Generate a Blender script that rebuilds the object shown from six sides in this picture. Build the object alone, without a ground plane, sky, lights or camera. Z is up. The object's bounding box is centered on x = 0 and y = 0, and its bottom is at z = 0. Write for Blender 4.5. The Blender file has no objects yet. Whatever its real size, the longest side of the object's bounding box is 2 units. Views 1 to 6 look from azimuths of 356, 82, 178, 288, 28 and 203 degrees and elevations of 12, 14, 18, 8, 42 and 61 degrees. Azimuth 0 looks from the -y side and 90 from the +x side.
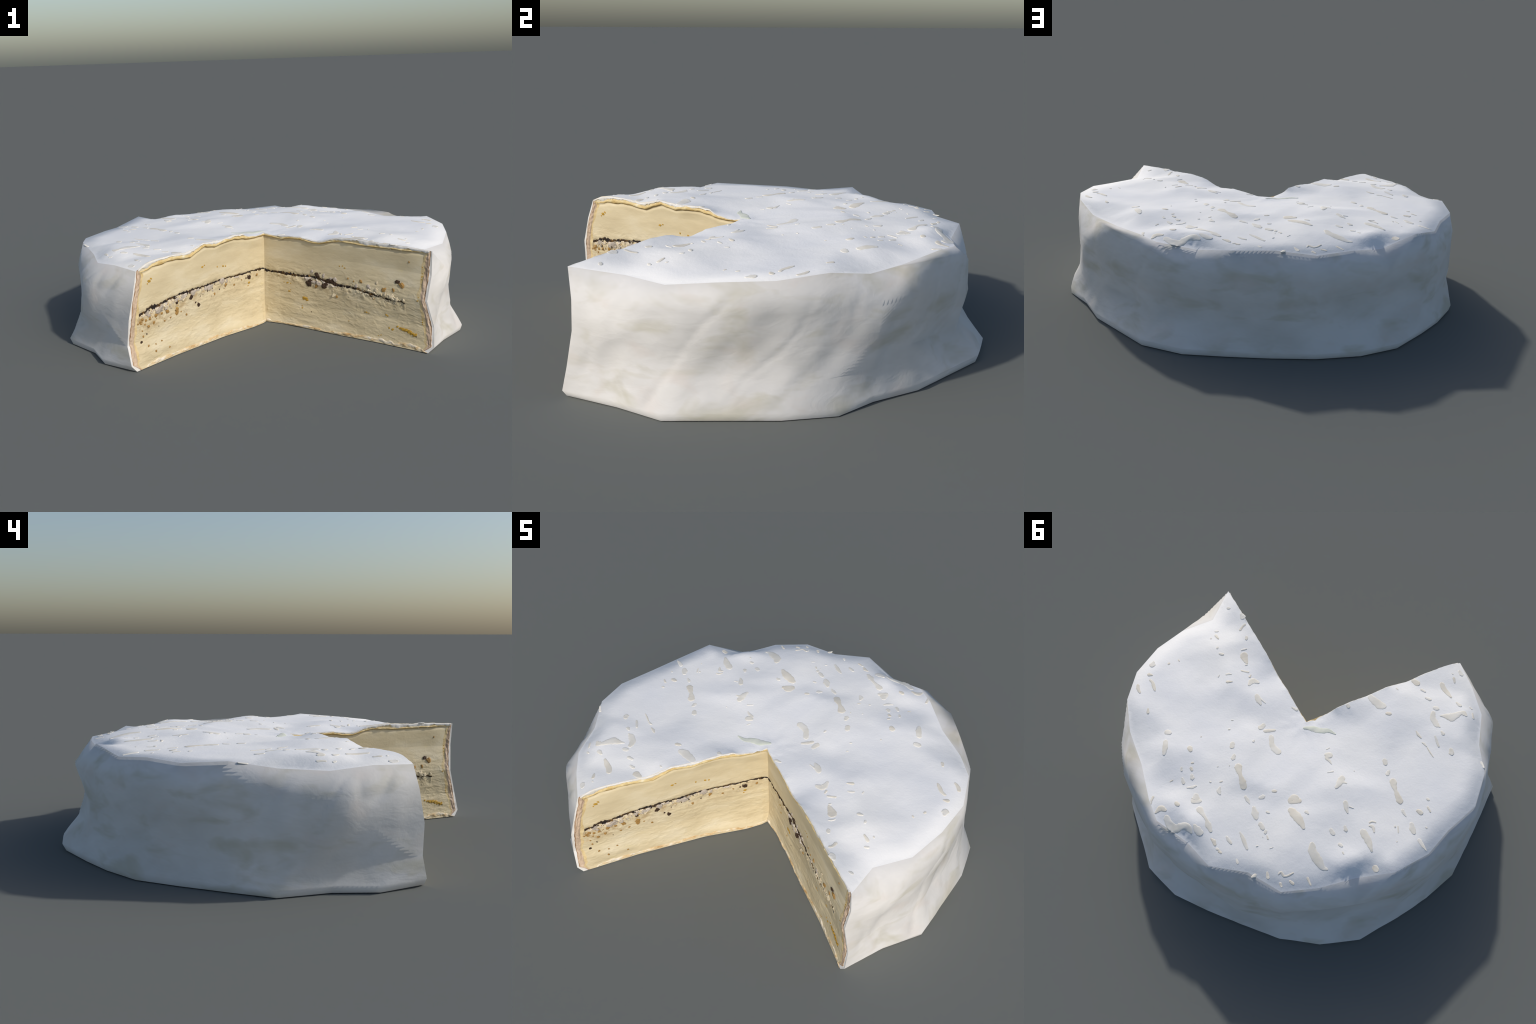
"""A wheel of soft white-rind cheese with one wedge cut out of it.

The rind wall is a ring of upright profiles (foot, bulge, low, mid, shoulder, rim);
the crown is a thin-plate surface through height marks, the two cut faces are Coons
patches between rim, foot, hinge and the end profiles of the wall.  Flakes on the
crown, the dark ash seam with its crumbs and the crusts are separate parts.
Lengths in the tables are millimetres.
"""
import bpy, math, random
import numpy as np
from mathutils import Vector
from mathutils.geometry import delaunay_2d_cdt

random.seed(7)
MM = 0.001

# ---------------------------------------------------------------- small tools
def _hash(ix, iy, iz, seed):
    h = (ix * 374761393 + iy * 668265263 + iz * 2147483647 + seed * 1274126177) & 0xFFFFFFFF
    h = ((h ^ (h >> 13)) * 1274126177) & 0xFFFFFFFF
    return ((h ^ (h >> 16)) & 0xFFFF) / 32767.5 - 1.0

def noise3(p, seed=0):
    p = np.asarray(p, float)
    i = np.floor(p).astype(np.int64)
    f = p - i
    f = f * f * f * (f * (f * 6 - 15) + 10)
    v = 0
    for dx in (0, 1):
        for dy in (0, 1):
            for dz in (0, 1):
                w = (f[:, 0] if dx else 1 - f[:, 0]) * (f[:, 1] if dy else 1 - f[:, 1]) * (f[:, 2] if dz else 1 - f[:, 2])
                v = v + w * _hash(i[:, 0] + dx, i[:, 1] + dy, i[:, 2] + dz, seed)
    return v

def fbm(p, seed=0, octaves=3, gain=0.5):
    v, a, q = 0, 1.0, np.asarray(p, float)
    for k in range(octaves):
        v = v + a * noise3(q, seed + 17 * k)
        q = q * 2.03 + 5.1
        a *= gain
    return v

def unit(v):
    return v / np.maximum(np.linalg.norm(v, axis=-1, keepdims=True), 1e-9)

def smooth(x, a, b):
    t = np.clip((x - a) / (b - a), 0, 1)
    return t * t * (3 - 2 * t)

def along(points, n):
    """n points evenly spread by length along a polyline"""
    p = np.asarray(points, float)
    d = np.r_[0, np.cumsum(np.linalg.norm(np.diff(p, axis=0), axis=1))]
    s = np.linspace(0, d[-1], n)
    return np.stack([np.interp(s, d, p[:, k]) for k in range(p.shape[1])], 1)

def area_normals(v, faces):
    n = np.zeros_like(v)
    f = np.asarray(faces)
    for a, b, c in ((0, 1, 2),) if f.shape[1] == 3 else ((0, 1, 2), (0, 2, 3)):
        fn = np.cross(v[f[:, b]] - v[f[:, a]], v[f[:, c]] - v[f[:, a]])
        for k in (a, b, c):
            np.add.at(n, f[:, k], fn)
    return unit(n)

def grid_faces(nu, nv, flip=False):
    fs = []
    for i in range(nu - 1):
        for j in range(nv - 1):
            q = (i * nv + j, (i + 1) * nv + j, (i + 1) * nv + j + 1, i * nv + j + 1)
            fs.append(q[::-1] if flip else q)
    return fs

def make(name, verts, faces, mat, parent=None, normals=None, smooth_shade=True):
    me = bpy.data.meshes.new(name)
    me.from_pydata([tuple(map(float, v)) for v in verts], [], [tuple(map(int, f)) for f in faces])
    me.materials.append(mat)
    me.polygons.foreach_set("use_smooth", [smooth_shade] * len(me.polygons))
    if normals is not None:
        me.normals_split_custom_set_from_vertices([tuple(map(float, n)) for n in normals])
    me.update()
    ob = bpy.data.objects.new(name, me)
    bpy.context.scene.collection.objects.link(ob)
    if parent is not None:
        ob.parent = parent
    return ob

# ---------------------------------------------------------------- materials
class Nodes:
    def __init__(self, name, rough=0.7, spec=0.25):
        self.mat = bpy.data.materials.new(name)
        self.mat.use_nodes = True
        self.t = self.mat.node_tree
        self.bsdf = self.t.nodes["Principled BSDF"]
        self.bsdf.inputs["Roughness"].default_value = rough
        self.bsdf.inputs["Specular IOR Level"].default_value = spec
        self.obj = self.t.nodes.new("ShaderNodeTexCoord").outputs["Object"]

    def link(self, a, b):
        self.t.links.new(a, b)

    def mapping(self, scale=(1, 1, 1), rot=(0, 0, 0), loc=(0, 0, 0)):
        m = self.t.nodes.new("ShaderNodeMapping")
        m.inputs["Scale"].default_value = scale
        m.inputs["Rotation"].default_value = rot
        m.inputs["Location"].default_value = loc
        self.link(self.obj, m.inputs["Vector"])
        return m.outputs["Vector"]

    def noise(self, vec, scale, detail=3, rough=0.5, dist=0.0):
        n = self.t.nodes.new("ShaderNodeTexNoise")
        n.inputs["Scale"].default_value = scale
        n.inputs["Detail"].default_value = detail
        n.inputs["Roughness"].default_value = rough
        n.inputs["Distortion"].default_value = dist
        self.link(vec, n.inputs["Vector"])
        return n.outputs["Fac"]

    def ramp(self, fac, *stops):
        r = self.t.nodes.new("ShaderNodeValToRGB")
        while len(r.color_ramp.elements) < len(stops):
            r.color_ramp.elements.new(0.5)
        for e, (p, c) in zip(r.color_ramp.elements, stops):
            e.position = p
            e.color = (c, c, c, 1) if isinstance(c, (int, float)) else (*c, 1)
        self.link(fac, r.inputs["Fac"])
        return r.outputs["Color"]

    def mix(self, fac, a, b):
        m = self.t.nodes.new("ShaderNodeMix")
        m.data_type = "RGBA"
        for sock, val in ((m.inputs["Factor"], fac), (m.inputs["A"], a), (m.inputs["B"], b)):
            if hasattr(val, "is_output"):
                self.link(val, sock)
            elif isinstance(val, (int, float)):
                sock.default_value = val
            else:
                sock.default_value = (*val, 1)
        return m.outputs["Result"]

    def math(self, op, a, b=None):
        m = self.t.nodes.new("ShaderNodeMath")
        m.operation = op
        for k, val in enumerate((a, b)):
            if val is None:
                continue
            if hasattr(val, "is_output"):
                self.link(val, m.inputs[k])
            else:
                m.inputs[k].default_value = val
        return m.outputs[0]

    def bump(self, height, strength, dist, prev=None):
        b = self.t.nodes.new("ShaderNodeBump")
        b.inputs["Strength"].default_value = strength
        b.inputs["Distance"].default_value = dist
        self.link(height, b.inputs["Height"])
        if prev is not None:
            self.link(prev, b.inputs["Normal"])
        return b.outputs["Normal"]

    def finish(self, color, normal=None):
        if hasattr(color, "is_output"):
            self.link(color, self.bsdf.inputs["Base Color"])
        else:
            self.bsdf.inputs["Base Color"].default_value = (*color, 1)
        if normal is not None:
            self.link(normal, self.bsdf.inputs["Normal"])
        return self.mat

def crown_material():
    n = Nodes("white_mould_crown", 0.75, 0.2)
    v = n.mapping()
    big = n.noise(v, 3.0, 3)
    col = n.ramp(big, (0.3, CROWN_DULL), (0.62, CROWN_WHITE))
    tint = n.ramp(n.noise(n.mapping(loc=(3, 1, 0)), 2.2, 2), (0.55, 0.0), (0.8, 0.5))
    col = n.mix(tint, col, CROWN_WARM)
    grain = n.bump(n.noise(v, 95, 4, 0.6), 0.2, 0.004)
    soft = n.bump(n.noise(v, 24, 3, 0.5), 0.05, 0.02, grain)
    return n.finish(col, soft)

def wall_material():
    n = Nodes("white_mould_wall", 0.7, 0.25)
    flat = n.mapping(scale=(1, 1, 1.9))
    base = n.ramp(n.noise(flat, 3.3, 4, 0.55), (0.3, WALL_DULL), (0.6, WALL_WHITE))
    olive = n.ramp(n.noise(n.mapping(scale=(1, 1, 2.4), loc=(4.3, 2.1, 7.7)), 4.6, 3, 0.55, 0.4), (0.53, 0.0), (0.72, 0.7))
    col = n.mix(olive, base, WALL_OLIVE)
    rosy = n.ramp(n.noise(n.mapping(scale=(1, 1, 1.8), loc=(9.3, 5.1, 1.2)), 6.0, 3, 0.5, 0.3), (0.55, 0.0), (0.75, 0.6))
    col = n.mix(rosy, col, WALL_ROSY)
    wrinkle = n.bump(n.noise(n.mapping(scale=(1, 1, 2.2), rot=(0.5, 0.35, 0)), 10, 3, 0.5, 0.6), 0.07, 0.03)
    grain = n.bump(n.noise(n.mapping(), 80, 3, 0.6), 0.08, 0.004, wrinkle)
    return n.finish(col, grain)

def patch_material(name, a, b):
    n = Nodes(name, 0.7, 0.25)
    col = n.ramp(n.noise(n.mapping(), 22, 3), (0.35, a), (0.65, b))
    return n.finish(col, n.bump(n.noise(n.mapping(), 70, 3), 0.15, 0.004))

def paste_material(name, face):
    """cream paste; brown staining hangs under the ash seam, whose height is a float curve of u"""
    n = Nodes(name, 0.55, 0.35)
    ang = -math.atan2(face.dir[1], face.dir[0])
    grain = n.mapping(rot=(0, 0, ang), scale=(1, 1, 1))
    dot = n.t.nodes.new("ShaderNodeVectorMath")
    dot.operation = "DOT_PRODUCT"
    dot.inputs[1].default_value = tuple(face.dir)
    n.link(n.obj, dot.inputs[0])
    u = n.math("SUBTRACT", dot.outputs["Value"], float(face.hinge @ face.dir))
    cur = n.t.nodes.new("ShaderNodeFloatCurve")
    c = cur.mapping.curves[0]
    pts = [(p[0] * MM, p[1] * MM) for p in face.seam_line]
    pts = [(0.0, pts[0][1])] + [p for p in pts if 0.01 < p[0] < 0.99] + [(1.0, pts[-1][1] - 0.015)]
    while len(c.points) < len(pts):
        c.points.new(0.5, 0.5)
    for p, q in zip(c.points, pts):
        p.location = q
    cur.mapping.update()
    n.link(u, cur.inputs["Value"])
    sep = n.t.nodes.new("ShaderNodeSeparateXYZ")
    n.link(n.obj, sep.inputs[0])
    below = n.math("SUBTRACT", cur.outputs[0], sep.outputs["Z"])
    below = n.math("ADD", below, n.math("MULTIPLY", n.math("SUBTRACT", n.noise(grain, 14, 3), 0.5), 0.06))
    # soft base colour
    st = n.t.nodes.new("ShaderNodeMapping")
    st.inputs["Scale"].default_value = (2.6, 2.6, 7)
    n.link(grain, st.inputs["Vector"])
    st = st.outputs["Vector"]
    col = n.ramp(n.noise(st, 2.2, 4, 0.55), (0.3, PASTE_DEEP), (0.52, PASTE), (0.75, PASTE_PALE))
    yellow = n.ramp(n.noise(st, 5.0, 3, 0.6), (0.62, 0.0), (0.8, 0.45))
    col = n.mix(yellow, col, PASTE_YELLOW)
    # stain
    hug = n.ramp(below, (0.0, 0.0), (0.012, 0.9), (0.045, 0.55), (0.13, 0.0))
    spot = n.ramp(n.noise(grain, 30, 4, 0.6), (0.47, 0.0), (0.62, 1.0))
    reach = n.ramp(u, *face.stain_reach)
    fac = n.math("MULTIPLY", n.math("MULTIPLY", hug, spot), reach)
    col = n.mix(fac, col, STAIN)
    # flaky relief, fine, running with the cut
    strong = n.ramp(sep.outputs["Z"], (0.0, 1.0), (0.27, 0.8), (0.36, 0.25))
    h = n.math("MULTIPLY", n.noise(st, 7.0, 6, 0.62, 0.5), strong)
    nb = n.bump(h, 0.36, 0.013)
    nb = n.bump(n.noise(grain, 110, 3, 0.6), 0.12, 0.003, nb)
    return n.finish(col, nb)

def mottled(name, stops, scale=25, stretch=(1, 1, 1), rough=0.6, bump=0.3, dist=0.006, detail=4):
    n = Nodes(name, rough, 0.3)
    v = n.mapping(scale=stretch)
    f = n.noise(v, scale, detail, 0.6, 0.3)
    return n.finish(n.ramp(f, *stops), n.bump(n.noise(v, scale * 2, 4, 0.6), bump, dist))

# ---------------------------------------------------------------- colours (linear)
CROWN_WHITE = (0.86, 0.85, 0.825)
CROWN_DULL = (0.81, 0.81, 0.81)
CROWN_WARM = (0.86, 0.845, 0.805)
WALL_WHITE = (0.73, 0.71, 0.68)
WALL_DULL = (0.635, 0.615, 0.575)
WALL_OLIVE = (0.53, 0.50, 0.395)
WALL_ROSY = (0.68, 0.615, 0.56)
PASTE = (0.655, 0.555, 0.36)
PASTE_DEEP = (0.60, 0.50, 0.315)
PASTE_PALE = (0.72, 0.635, 0.455)
PASTE_YELLOW = (0.66, 0.56, 0.29)
STAIN = (0.34, 0.19, 0.055)

# ---------------------------------------------------------------- measured profiles of the wall
# one entry per upright, from one cut edge round the back to the other
FOOT = [(689, -822), (815, -642), (942, -497), (966, -298), (990, -102), (979, 92), (877, 236), (796, 421), (674, 571),
        (550, 724), (367, 812), (177, 829), (-18, 838), (-218, 834), (-415, 793), (-590, 699), (-731, 525), (-837, 377),
        (-926, 211), (-954, 19), (-972, -172), (-987, -365), (-862, -536), (-803, -703), (-650, -838)]
BULGE = [(714, -834), (825, -656), (946, -512), (977, -306), (1000, -113), (984, 78), (889, 236), (804, 422), (682, 576),
         (556, 732), (368, 822), (178, 842), (-19, 851), (-222, 849), (-419, 806), (-598, 712), (-740, 535), (-846, 384),
         (-934, 216), (-962, 21), (-982, -172), (-999, -363), (-870, -545), (-815, -712), (-672, -851)]
LOW = [(719, -814), (794, -640), (893, -496), (918, -293), (952, -105), (940, 65), (860, 236), (762, 393, 165), (603,
        514, 130), (508, 655), (348, 722), (166, 782), (-19, 828), (-214, 798), (-393, 745), (-535, 637), (-720, 520),
        (-808, 369), (-885, 200), (-948, 20), (-958, -168), (-945, -354), (-842, -524), (-766, -669), (-686, -835)]
MID = [(690, -793), (805, -648), (878, -500), (925, -297), (950, -104), (930, 65), (885, 241), (796, 417, 362), (655,
        560, 290), (531, 669, 260), (361, 750), (168, 802), (-19, 826), (-211, 788), (-372, 691), (-519, 631), (-712,
        514), (-815, 376), (-903, 203), (-947, 20), (-950, -167), (-928, -358), (-895, -552), (-795, -692), (-673,
        -837)]
SHOULDER = [(712, -787), (822, -664), (893, -497), (952, -303), (970, -109), (931, 72), (888, 254), (778, 366, 457),
        (703, 497, 461), (520, 672, 425), (359, 742), (168, 800), (-19, 818), (-219, 814), (-398, 751), (-537, 668),
        (-698, 519), (-810, 398), (-903, 207), (-950, 21), (-952, -166), (-925, -360), (-893, -540), (-780, -685),
        (-648, -812)]
RIM = [(712, -793, 476), (727, -600, 443), (854, -473, 441), (923, -304, 463), (957, -117, 471), (923, 66, 483), (837,
        222, 451), (700, 374, 443), (577, 545, 459), (492, 636, 453), (311, 683, 437), (158, 770, 465), (-26, 732,
        458), (-204, 766, 450), (-362, 687, 452), (-506, 568, 426), (-671, 500, 481), (-790, 340, 450), (-843, 195,
        460), (-930, 22, 458), (-925, -162, 472), (-858, -330, 444), (-823, -514, 439), (-733, -652, 454), (-632,
        -784, 450)]
LEVEL = {"foot": 0, "bulge": 30, "low": 120, "mid": 240, "shoulder": 360}

# hinge of the wedge, top and bottom
HINGE_TOP = np.array((3, -133, 474)) * MM
HINGE_FOOT = np.array((0, -157, 0)) * MM
HINGE = [(0, -157, 0), (-1, -136, 45), (-2, -127, 104), (1, -130, 274), (3, -132, 384), (3, -133, 474)]

# rim of the two cuts: (distance from the hinge, height)
RIM_CUT_A = [(0, 474), (60, 466), (157, 470), (235, 473), (300, 463), (337, 461), (372, 465), (409, 475), (440, 487), (475, 493),
             (535, 493), (585, 496), (648, 491), (693, 487), (737, 487), (826, 485), (894, 481), (967, 476)]
RIM_CUT_B = [(0, 474), (48, 463), (99, 472), (145, 480), (173, 495), (236, 498), (274, 499), (346, 492), (409, 496), (465, 501),
             (531, 485), (585, 475), (650, 480), (736, 483), (815, 480), (845, 476), (908, 450)]
FOOT_CUT_A = [(0, -157), (80, -214), (174, -304), (324, -456), (503, -627), (689, -822)]
FOOT_CUT_B = [(0, -157), (-16, -186), (-71, -248), (-232, -383), (-471, -630), (-650, -838)]
# how far the faces stand before (+) or behind (-) the plane of the cut: (distance, height, offset)
SWELL_A = [(248, 150, -3), (234, 100, -2), (726, 266, 8), (814, 299, 4), (851, 412, 0), (318, 223, -8), (446, 190, -1),
           (273, 233, -6), (147, 176, -5)]
SWELL_B = [(844, 393, 7), (501, 204, -5), (110, 255, -9), (464, 385, -4), (552, 252, -8), (109, 221, -8), (907, 120, 1),
           (875, 98, 9), (838, 80, 14), (735, 52, 3), (786, 97, 7), (795, 169, 6), (657, 206, -5), (588, 171, -5),
           (291, 348, -15), (211, 234, -17)]

# heights of the crown away from its edge
CROWN = [(488, 232, 493), (52, 354, 481), (3, 311, 497), (297, 147, 499), (262, 209, 501), (356, 468, 472), (264, 395, 487),
         (53, 444, 482), (191, 291, 503), (610, 265, 496), (642, 167, 484), (460, -204, 499), (352, -278, 475), (456, -405, 470),
         (573, -370, 487), (485, -256, 495), (490, -522, 482), (903, -197, 473), (884, -128, 478), (902, -21, 476), (840, -71, 479),
         (280, -171, 486), (-739, -226, 477), (-556, -262, 479), (-669, -303, 490), (-381, -304, 501), (-307, -363, 493),
         (-608, -368, 484), (-681, -412, 486), (-699, -505, 485), (-611, -577, 474), (-541, -484, 483), (-500, -534, 474),
         (-632, -661, 477), (-449, -566, 479), (-177, 26, 484), (-446, -55, 477), (-545, 84, 475), (-284, 157, 502),
         (-616, 175, 468), (-687, 145, 471), (-682, 236, 464), (-350, 265, 490), (-328, 403, 479), (-382, 364, 478),
         (-496, 391, 483), (-386, 450, 471), (-94, 318, 488), (-149, 397, 497), (-303, 546, 479), (104, 45, 475), (430, 528, 484),
         (405, 413, 473), (275, 556, 484), (-84, -114, 472), (179, -24, 474), (-465, 526, 488), (-582, 426, 472),
         (596, -700, 487), (524, -615, 482), (428, -536, 496), (352, -445, 492), (167, -297, 478),
         (-524, 476, 481), (-487, 548, 457), (-544, 497, 449), (-440, 560, 474), (-627, 463, 477),
         (317, -55, 472), (360, -8, 484), (351, 51, 486), (469, 136, 482), (688, 54, 478), (790, 89, 486), (207, 80, 494),
         (534, -239, 480), (403, -194, 493), (788, -282, 462), (825, -237, 470), (609, -400, 490), (251, 17, 486), (317, 277, 492),
         (261, 255, 495), (-319, 51, 478), (-374, -470, 498), (-268, -221, 477), (-173, -278, 499), (500, -20, 476), (60, -60, 470),
         (560, -90, 478), (-30, -60, 471), (293, 619, 498), (-150, 570, 491), (-750, -468, 491), (-780, -316, 485)]

# ---------------------------------------------------------------- rind wall
rings = [np.array([(p[0], p[1], p[2] if len(p) > 2 else LEVEL[k]) for p in pts], float) * MM
         for k, pts in (("foot", FOOT), ("bulge", BULGE), ("low", LOW), ("mid", MID), ("shoulder", SHOULDER))]
rings.append(np.array(RIM, float) * MM)
CAGE = np.stack(rings, 1)                       # upright, ring, xyz
NCOL, NRING = CAGE.shape[:2]
STEP_U, STEP_V = 10, (3, 8, 10, 10, 9)

def refine(c, diagonal=None):
    """flat-triangle refinement of a cage-shaped array; each quad is split along one diagonal"""
    nu, nv = (NCOL - 1) * STEP_U + 1, sum(STEP_V) + 1
    out = np.zeros((nu, nv, c.shape[2]))
    row0 = np.r_[0, np.cumsum(STEP_V)]
    for i in range(NCOL - 1):
        for j in range(NRING - 1):
            u = np.linspace(0, 1, STEP_U + 1)[:, None, None]
            v = np.linspace(0, 1, STEP_V[j] + 1)[None, :, None]
            p00, p10, p01, p11 = c[i, j], c[i + 1, j], c[i, j + 1], c[i + 1, j + 1]
            if SPLIT[i, j]:
                q = np.where(u >= v, p00 + u * (p10 - p00) + v * (p11 - p10), p00 + v * (p01 - p00) + u * (p11 - p01))
            else:
                q = np.where(u + v <= 1, p00 + u * (p10 - p00) + v * (p01 - p00),
                             p11 + (1 - u) * (p01 - p11) + (1 - v) * (p10 - p11))
            out[i * STEP_U:(i + 1) * STEP_U + 1, row0[j]:row0[j + 1] + 1] = q
    return out

# the diagonal that stands further out makes the edge
SPLIT = np.zeros((NCOL - 1, NRING - 1), bool)
for i in range(NCOL - 1):
    for j in range(NRING - 1):
        r = lambda p: math.hypot(p[0], p[1])
        SPLIT[i, j] = r(CAGE[i, j] + CAGE[i + 1, j + 1]) > r(CAGE[i + 1, j] + CAGE[i, j + 1])

cage_normals = area_normals(CAGE.reshape(-1, 3), grid_faces(NCOL, NRING)).reshape(CAGE.shape)
if (cage_normals[12, 3] @ np.array((0, 1, 0))) < 0:
    cage_normals = -cage_normals
wall = refine(CAGE)
NU, NV = wall.shape[:2]

# ---------------------------------------------------------------- rims of the cuts
def cut_rim(profile, end, n=90, seed=1):
    h = np.array(profile, float) * MM
    span = np.linalg.norm(end[:2] - HINGE_TOP[:2])
    u = np.linspace(0, 1, n)
    z = np.interp(u * span, h[:, 0] * span / h[-1, 0], h[:, 1])
    z = z + 0.0016 * fbm(np.stack([u * 30, u * 0, u * 0 + seed], 1), 5) * np.sin(u * math.pi) ** 0.4
    xy = HINGE_TOP[:2] + (end[:2] - HINGE_TOP[:2]) * u[:, None]
    return np.c_[xy, z]

RIM_A = cut_rim(RIM_CUT_A, CAGE[0, -1], seed=1)
RIM_B = cut_rim(RIM_CUT_B, CAGE[-1, -1], seed=2)
RIM_A[0], RIM_B[0] = HINGE_TOP, HINGE_TOP
RIM_A[-1], RIM_B[-1] = CAGE[0, -1], CAGE[-1, -1]

# ---------------------------------------------------------------- crown
outline = np.vstack([RIM_A[:-1], wall[:, -1], RIM_B[:0:-1]])     # closed loop, starts at the hinge

def outline_distance(xy):
    a, b = outline[:, :2], np.roll(outline[:, :2], -1, axis=0)
    ab = b - a
    t = np.clip(((xy[:, None] - a) * ab).sum(2) / np.maximum((ab * ab).sum(1), 1e-12), 0, 1)
    return np.linalg.norm(xy[:, None] - (a + ab * t[..., None]), axis=2).min(1)

def crown_detail(xy):
    """fine swell of the skin, and the wrinkles that gather towards the hinge"""
    q = np.c_[xy, np.zeros(len(xy))]
    lump = 0.0007 * fbm(q * 12, 3, 2) + 0.0004 * fbm(q * 40, 4)
    v = xy - HINGE_TOP[:2]
    r, a = np.linalg.norm(v, axis=1), np.arctan2(v[:, 1], v[:, 0])
    pull = np.exp(-(r / 0.11) ** 2) * smooth(r, 0.008, 0.04)
    pucker = (0.0028 * np.cos(11 * a + 2 * np.sin(3 * a)) + 0.0014 * np.cos(23 * a)) * pull
    d = outline_distance(xy)
    return lump * smooth(d, 0.0, 0.05) + pucker * smooth(d, 0.0, 0.02)

def triangulate(points, loop_size):
    res = delaunay_2d_cdt([Vector(p) for p in points], [(i, (i + 1) % loop_size) for i in range(loop_size)],
                          [list(range(loop_size))], 1, 1e-7)
    xy = np.array([tuple(v) for v in res[0]])
    tri = np.array([f if np.cross(np.r_[xy[f[1]] - xy[f[0]], 0], np.r_[xy[f[2]] - xy[f[0]], 0])[2] > 0 else f[::-1] for f in res[2]])
    return xy, tri, [min(o) if len(o) else -1 for o in res[3]]

# coarse facets between the height marks and the outline
coarse_loop = outline[[i for i in range(len(outline)) if i % 5 == 0 or (len(RIM_A) - 1 <= i < len(RIM_A) - 1 + NU and (i - len(RIM_A) + 1) % 5 == 0)]]
marks = np.array(CROWN, float) * MM
marks = marks[outline_distance(marks[:, :2]) > 0.012]
cp = np.vstack([coarse_loop, marks])
facet_xy, facet_tri, src = triangulate(cp[:, :2], len(coarse_loop))
facet_z = np.array([cp[s, 2] if s >= 0 else np.nan for s in src])

def facet_height(xy):
    z = np.full(len(xy), np.nan)
    for f in facet_tri:
        a, b_, c_ = facet_xy[f]
        m = np.array([b_ - a, c_ - a]).T
        if abs(np.linalg.det(m)) < 1e-12:
            continue
        w = np.linalg.solve(m, (xy - a).T)
        ok = (w[0] > -1e-6) & (w[1] > -1e-6) & (w.sum(0) < 1 + 1e-6)
        z[ok] = facet_z[f[0]] + w[0, ok] * (facet_z[f[1]] - facet_z[f[0]]) + w[1, ok] * (facet_z[f[2]] - facet_z[f[0]])
    miss = np.isnan(z)
    if miss.any():
        z[miss] = facet_z[np.linalg.norm(xy[miss][:, None] - facet_xy[None], axis=2).argmin(1)]
    return z

# ---------------------------------------------------------------- build
# wall relief
P = wall.reshape(-1, 3)
base_n = unit(refine(cage_normals)).reshape(-1, 3)
ii, jj = np.meshgrid(np.arange(NU), np.arange(NV), indexing="ij")
from_rim = smooth((NV - 1 - jj).ravel() / 9.0, 0, 1) * smooth(jj.ravel() / 6.0, 0, 1)
from_cut = smooth(np.minimum(ii, NU - 1 - ii).ravel() / 8.0, 0, 1)
arc = np.arctan2(P[:, 0], -P[:, 1] - 0.3) * 0.95
def slanted(angle, fine, coarse, seed):
    a_, b_ = arc * math.cos(angle) + P[:, 2] * math.sin(angle), P[:, 2] * math.cos(angle) - arc * math.sin(angle)
    bend = 0.25 * noise3(P * 3.1, seed + 5)
    return np.stack([a_ * coarse, b_ * fine + bend, a_ * 0 + seed], 1)
relief = 0.0034 * fbm(slanted(0.75, 11, 3.2, 51), 11, 2) + 0.0026 * fbm(slanted(1.35, 9, 3.0, 52), 13, 2) + 0.0008 * fbm(P * 15, 12, 2)
ends = np.minimum(ii, NU - 1 - ii).ravel() / NU                   # stronger folds towards the cut
fold = np.abs(fbm(slanted(1.0, 6.0, 2.0, 53), 21, 2))
relief = relief - (0.0022 + 0.005 * np.exp(-(ends / 0.07) ** 2)) * (1 - smooth(fold, 0.0, 0.25))
relief = relief * from_rim * from_cut
D = P + base_n * relief[:, None]
faces = grid_faces(NU, NV)
n_flat, n_disp = area_normals(P, faces), area_normals(D, faces)
if (n_flat * base_n).sum() < 0:
    faces = grid_faces(NU, NV, True)
    n_flat, n_disp = -n_flat, -n_disp

# rim normals shared by wall and crown
crown_up = np.array((0.0, 0.0, 1.0))
rim_n = unit(base_n.reshape(NU, NV, 3)[:, -1] * 0.8 + crown_up)
wn = base_n.reshape(NU, NV, 3).copy()
wn[:, -1] = rim_n
top = STEP_V[-1]
for k in range(1, top):
    wn[:, -1 - k] = unit(rim_n * (1 - k / top) + wn[:, -1 - top] * (k / top))
wall_normals = unit(wn.reshape(-1, 3) + (n_disp - n_flat))

thing = bpy.data.objects.new("cheese_wheel", None)
bpy.context.scene.collection.objects.link(thing)
thing["label"] = "soft white-rind cheese wheel with a wedge cut out"
thing["category"] = "cheese"

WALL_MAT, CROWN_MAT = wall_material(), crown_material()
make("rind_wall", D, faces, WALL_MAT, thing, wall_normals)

# crown
loop = outline[:, :2]
lo, hi = loop.min(0), loop.max(0)
gap = 0.02
gx, gy = np.meshgrid(np.arange(lo[0], hi[0], gap), np.arange(lo[1], hi[1], gap * 0.87), indexing="ij")
gx = gx + (np.arange(gx.shape[1]) % 2)[None] * gap / 2
pts = np.stack([gx.ravel(), gy.ravel()], 1)
pts = pts + np.random.default_rng(4).uniform(-0.0035, 0.0035, pts.shape)

def inside(xy):
    a, b = loop, np.roll(loop, -1, axis=0)
    c = ((a[:, 1] > xy[:, None, 1]) != (b[:, 1] > xy[:, None, 1]))
    dy = np.where(np.abs(b[:, 1] - a[:, 1]) < 1e-12, 1e-12, b[:, 1] - a[:, 1])
    x = a[:, 0] + (xy[:, None, 1] - a[:, 1]) * (b[:, 0] - a[:, 0]) / dy
    return (c & (xy[:, None, 0] < x)).sum(1) % 2 == 1

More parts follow.
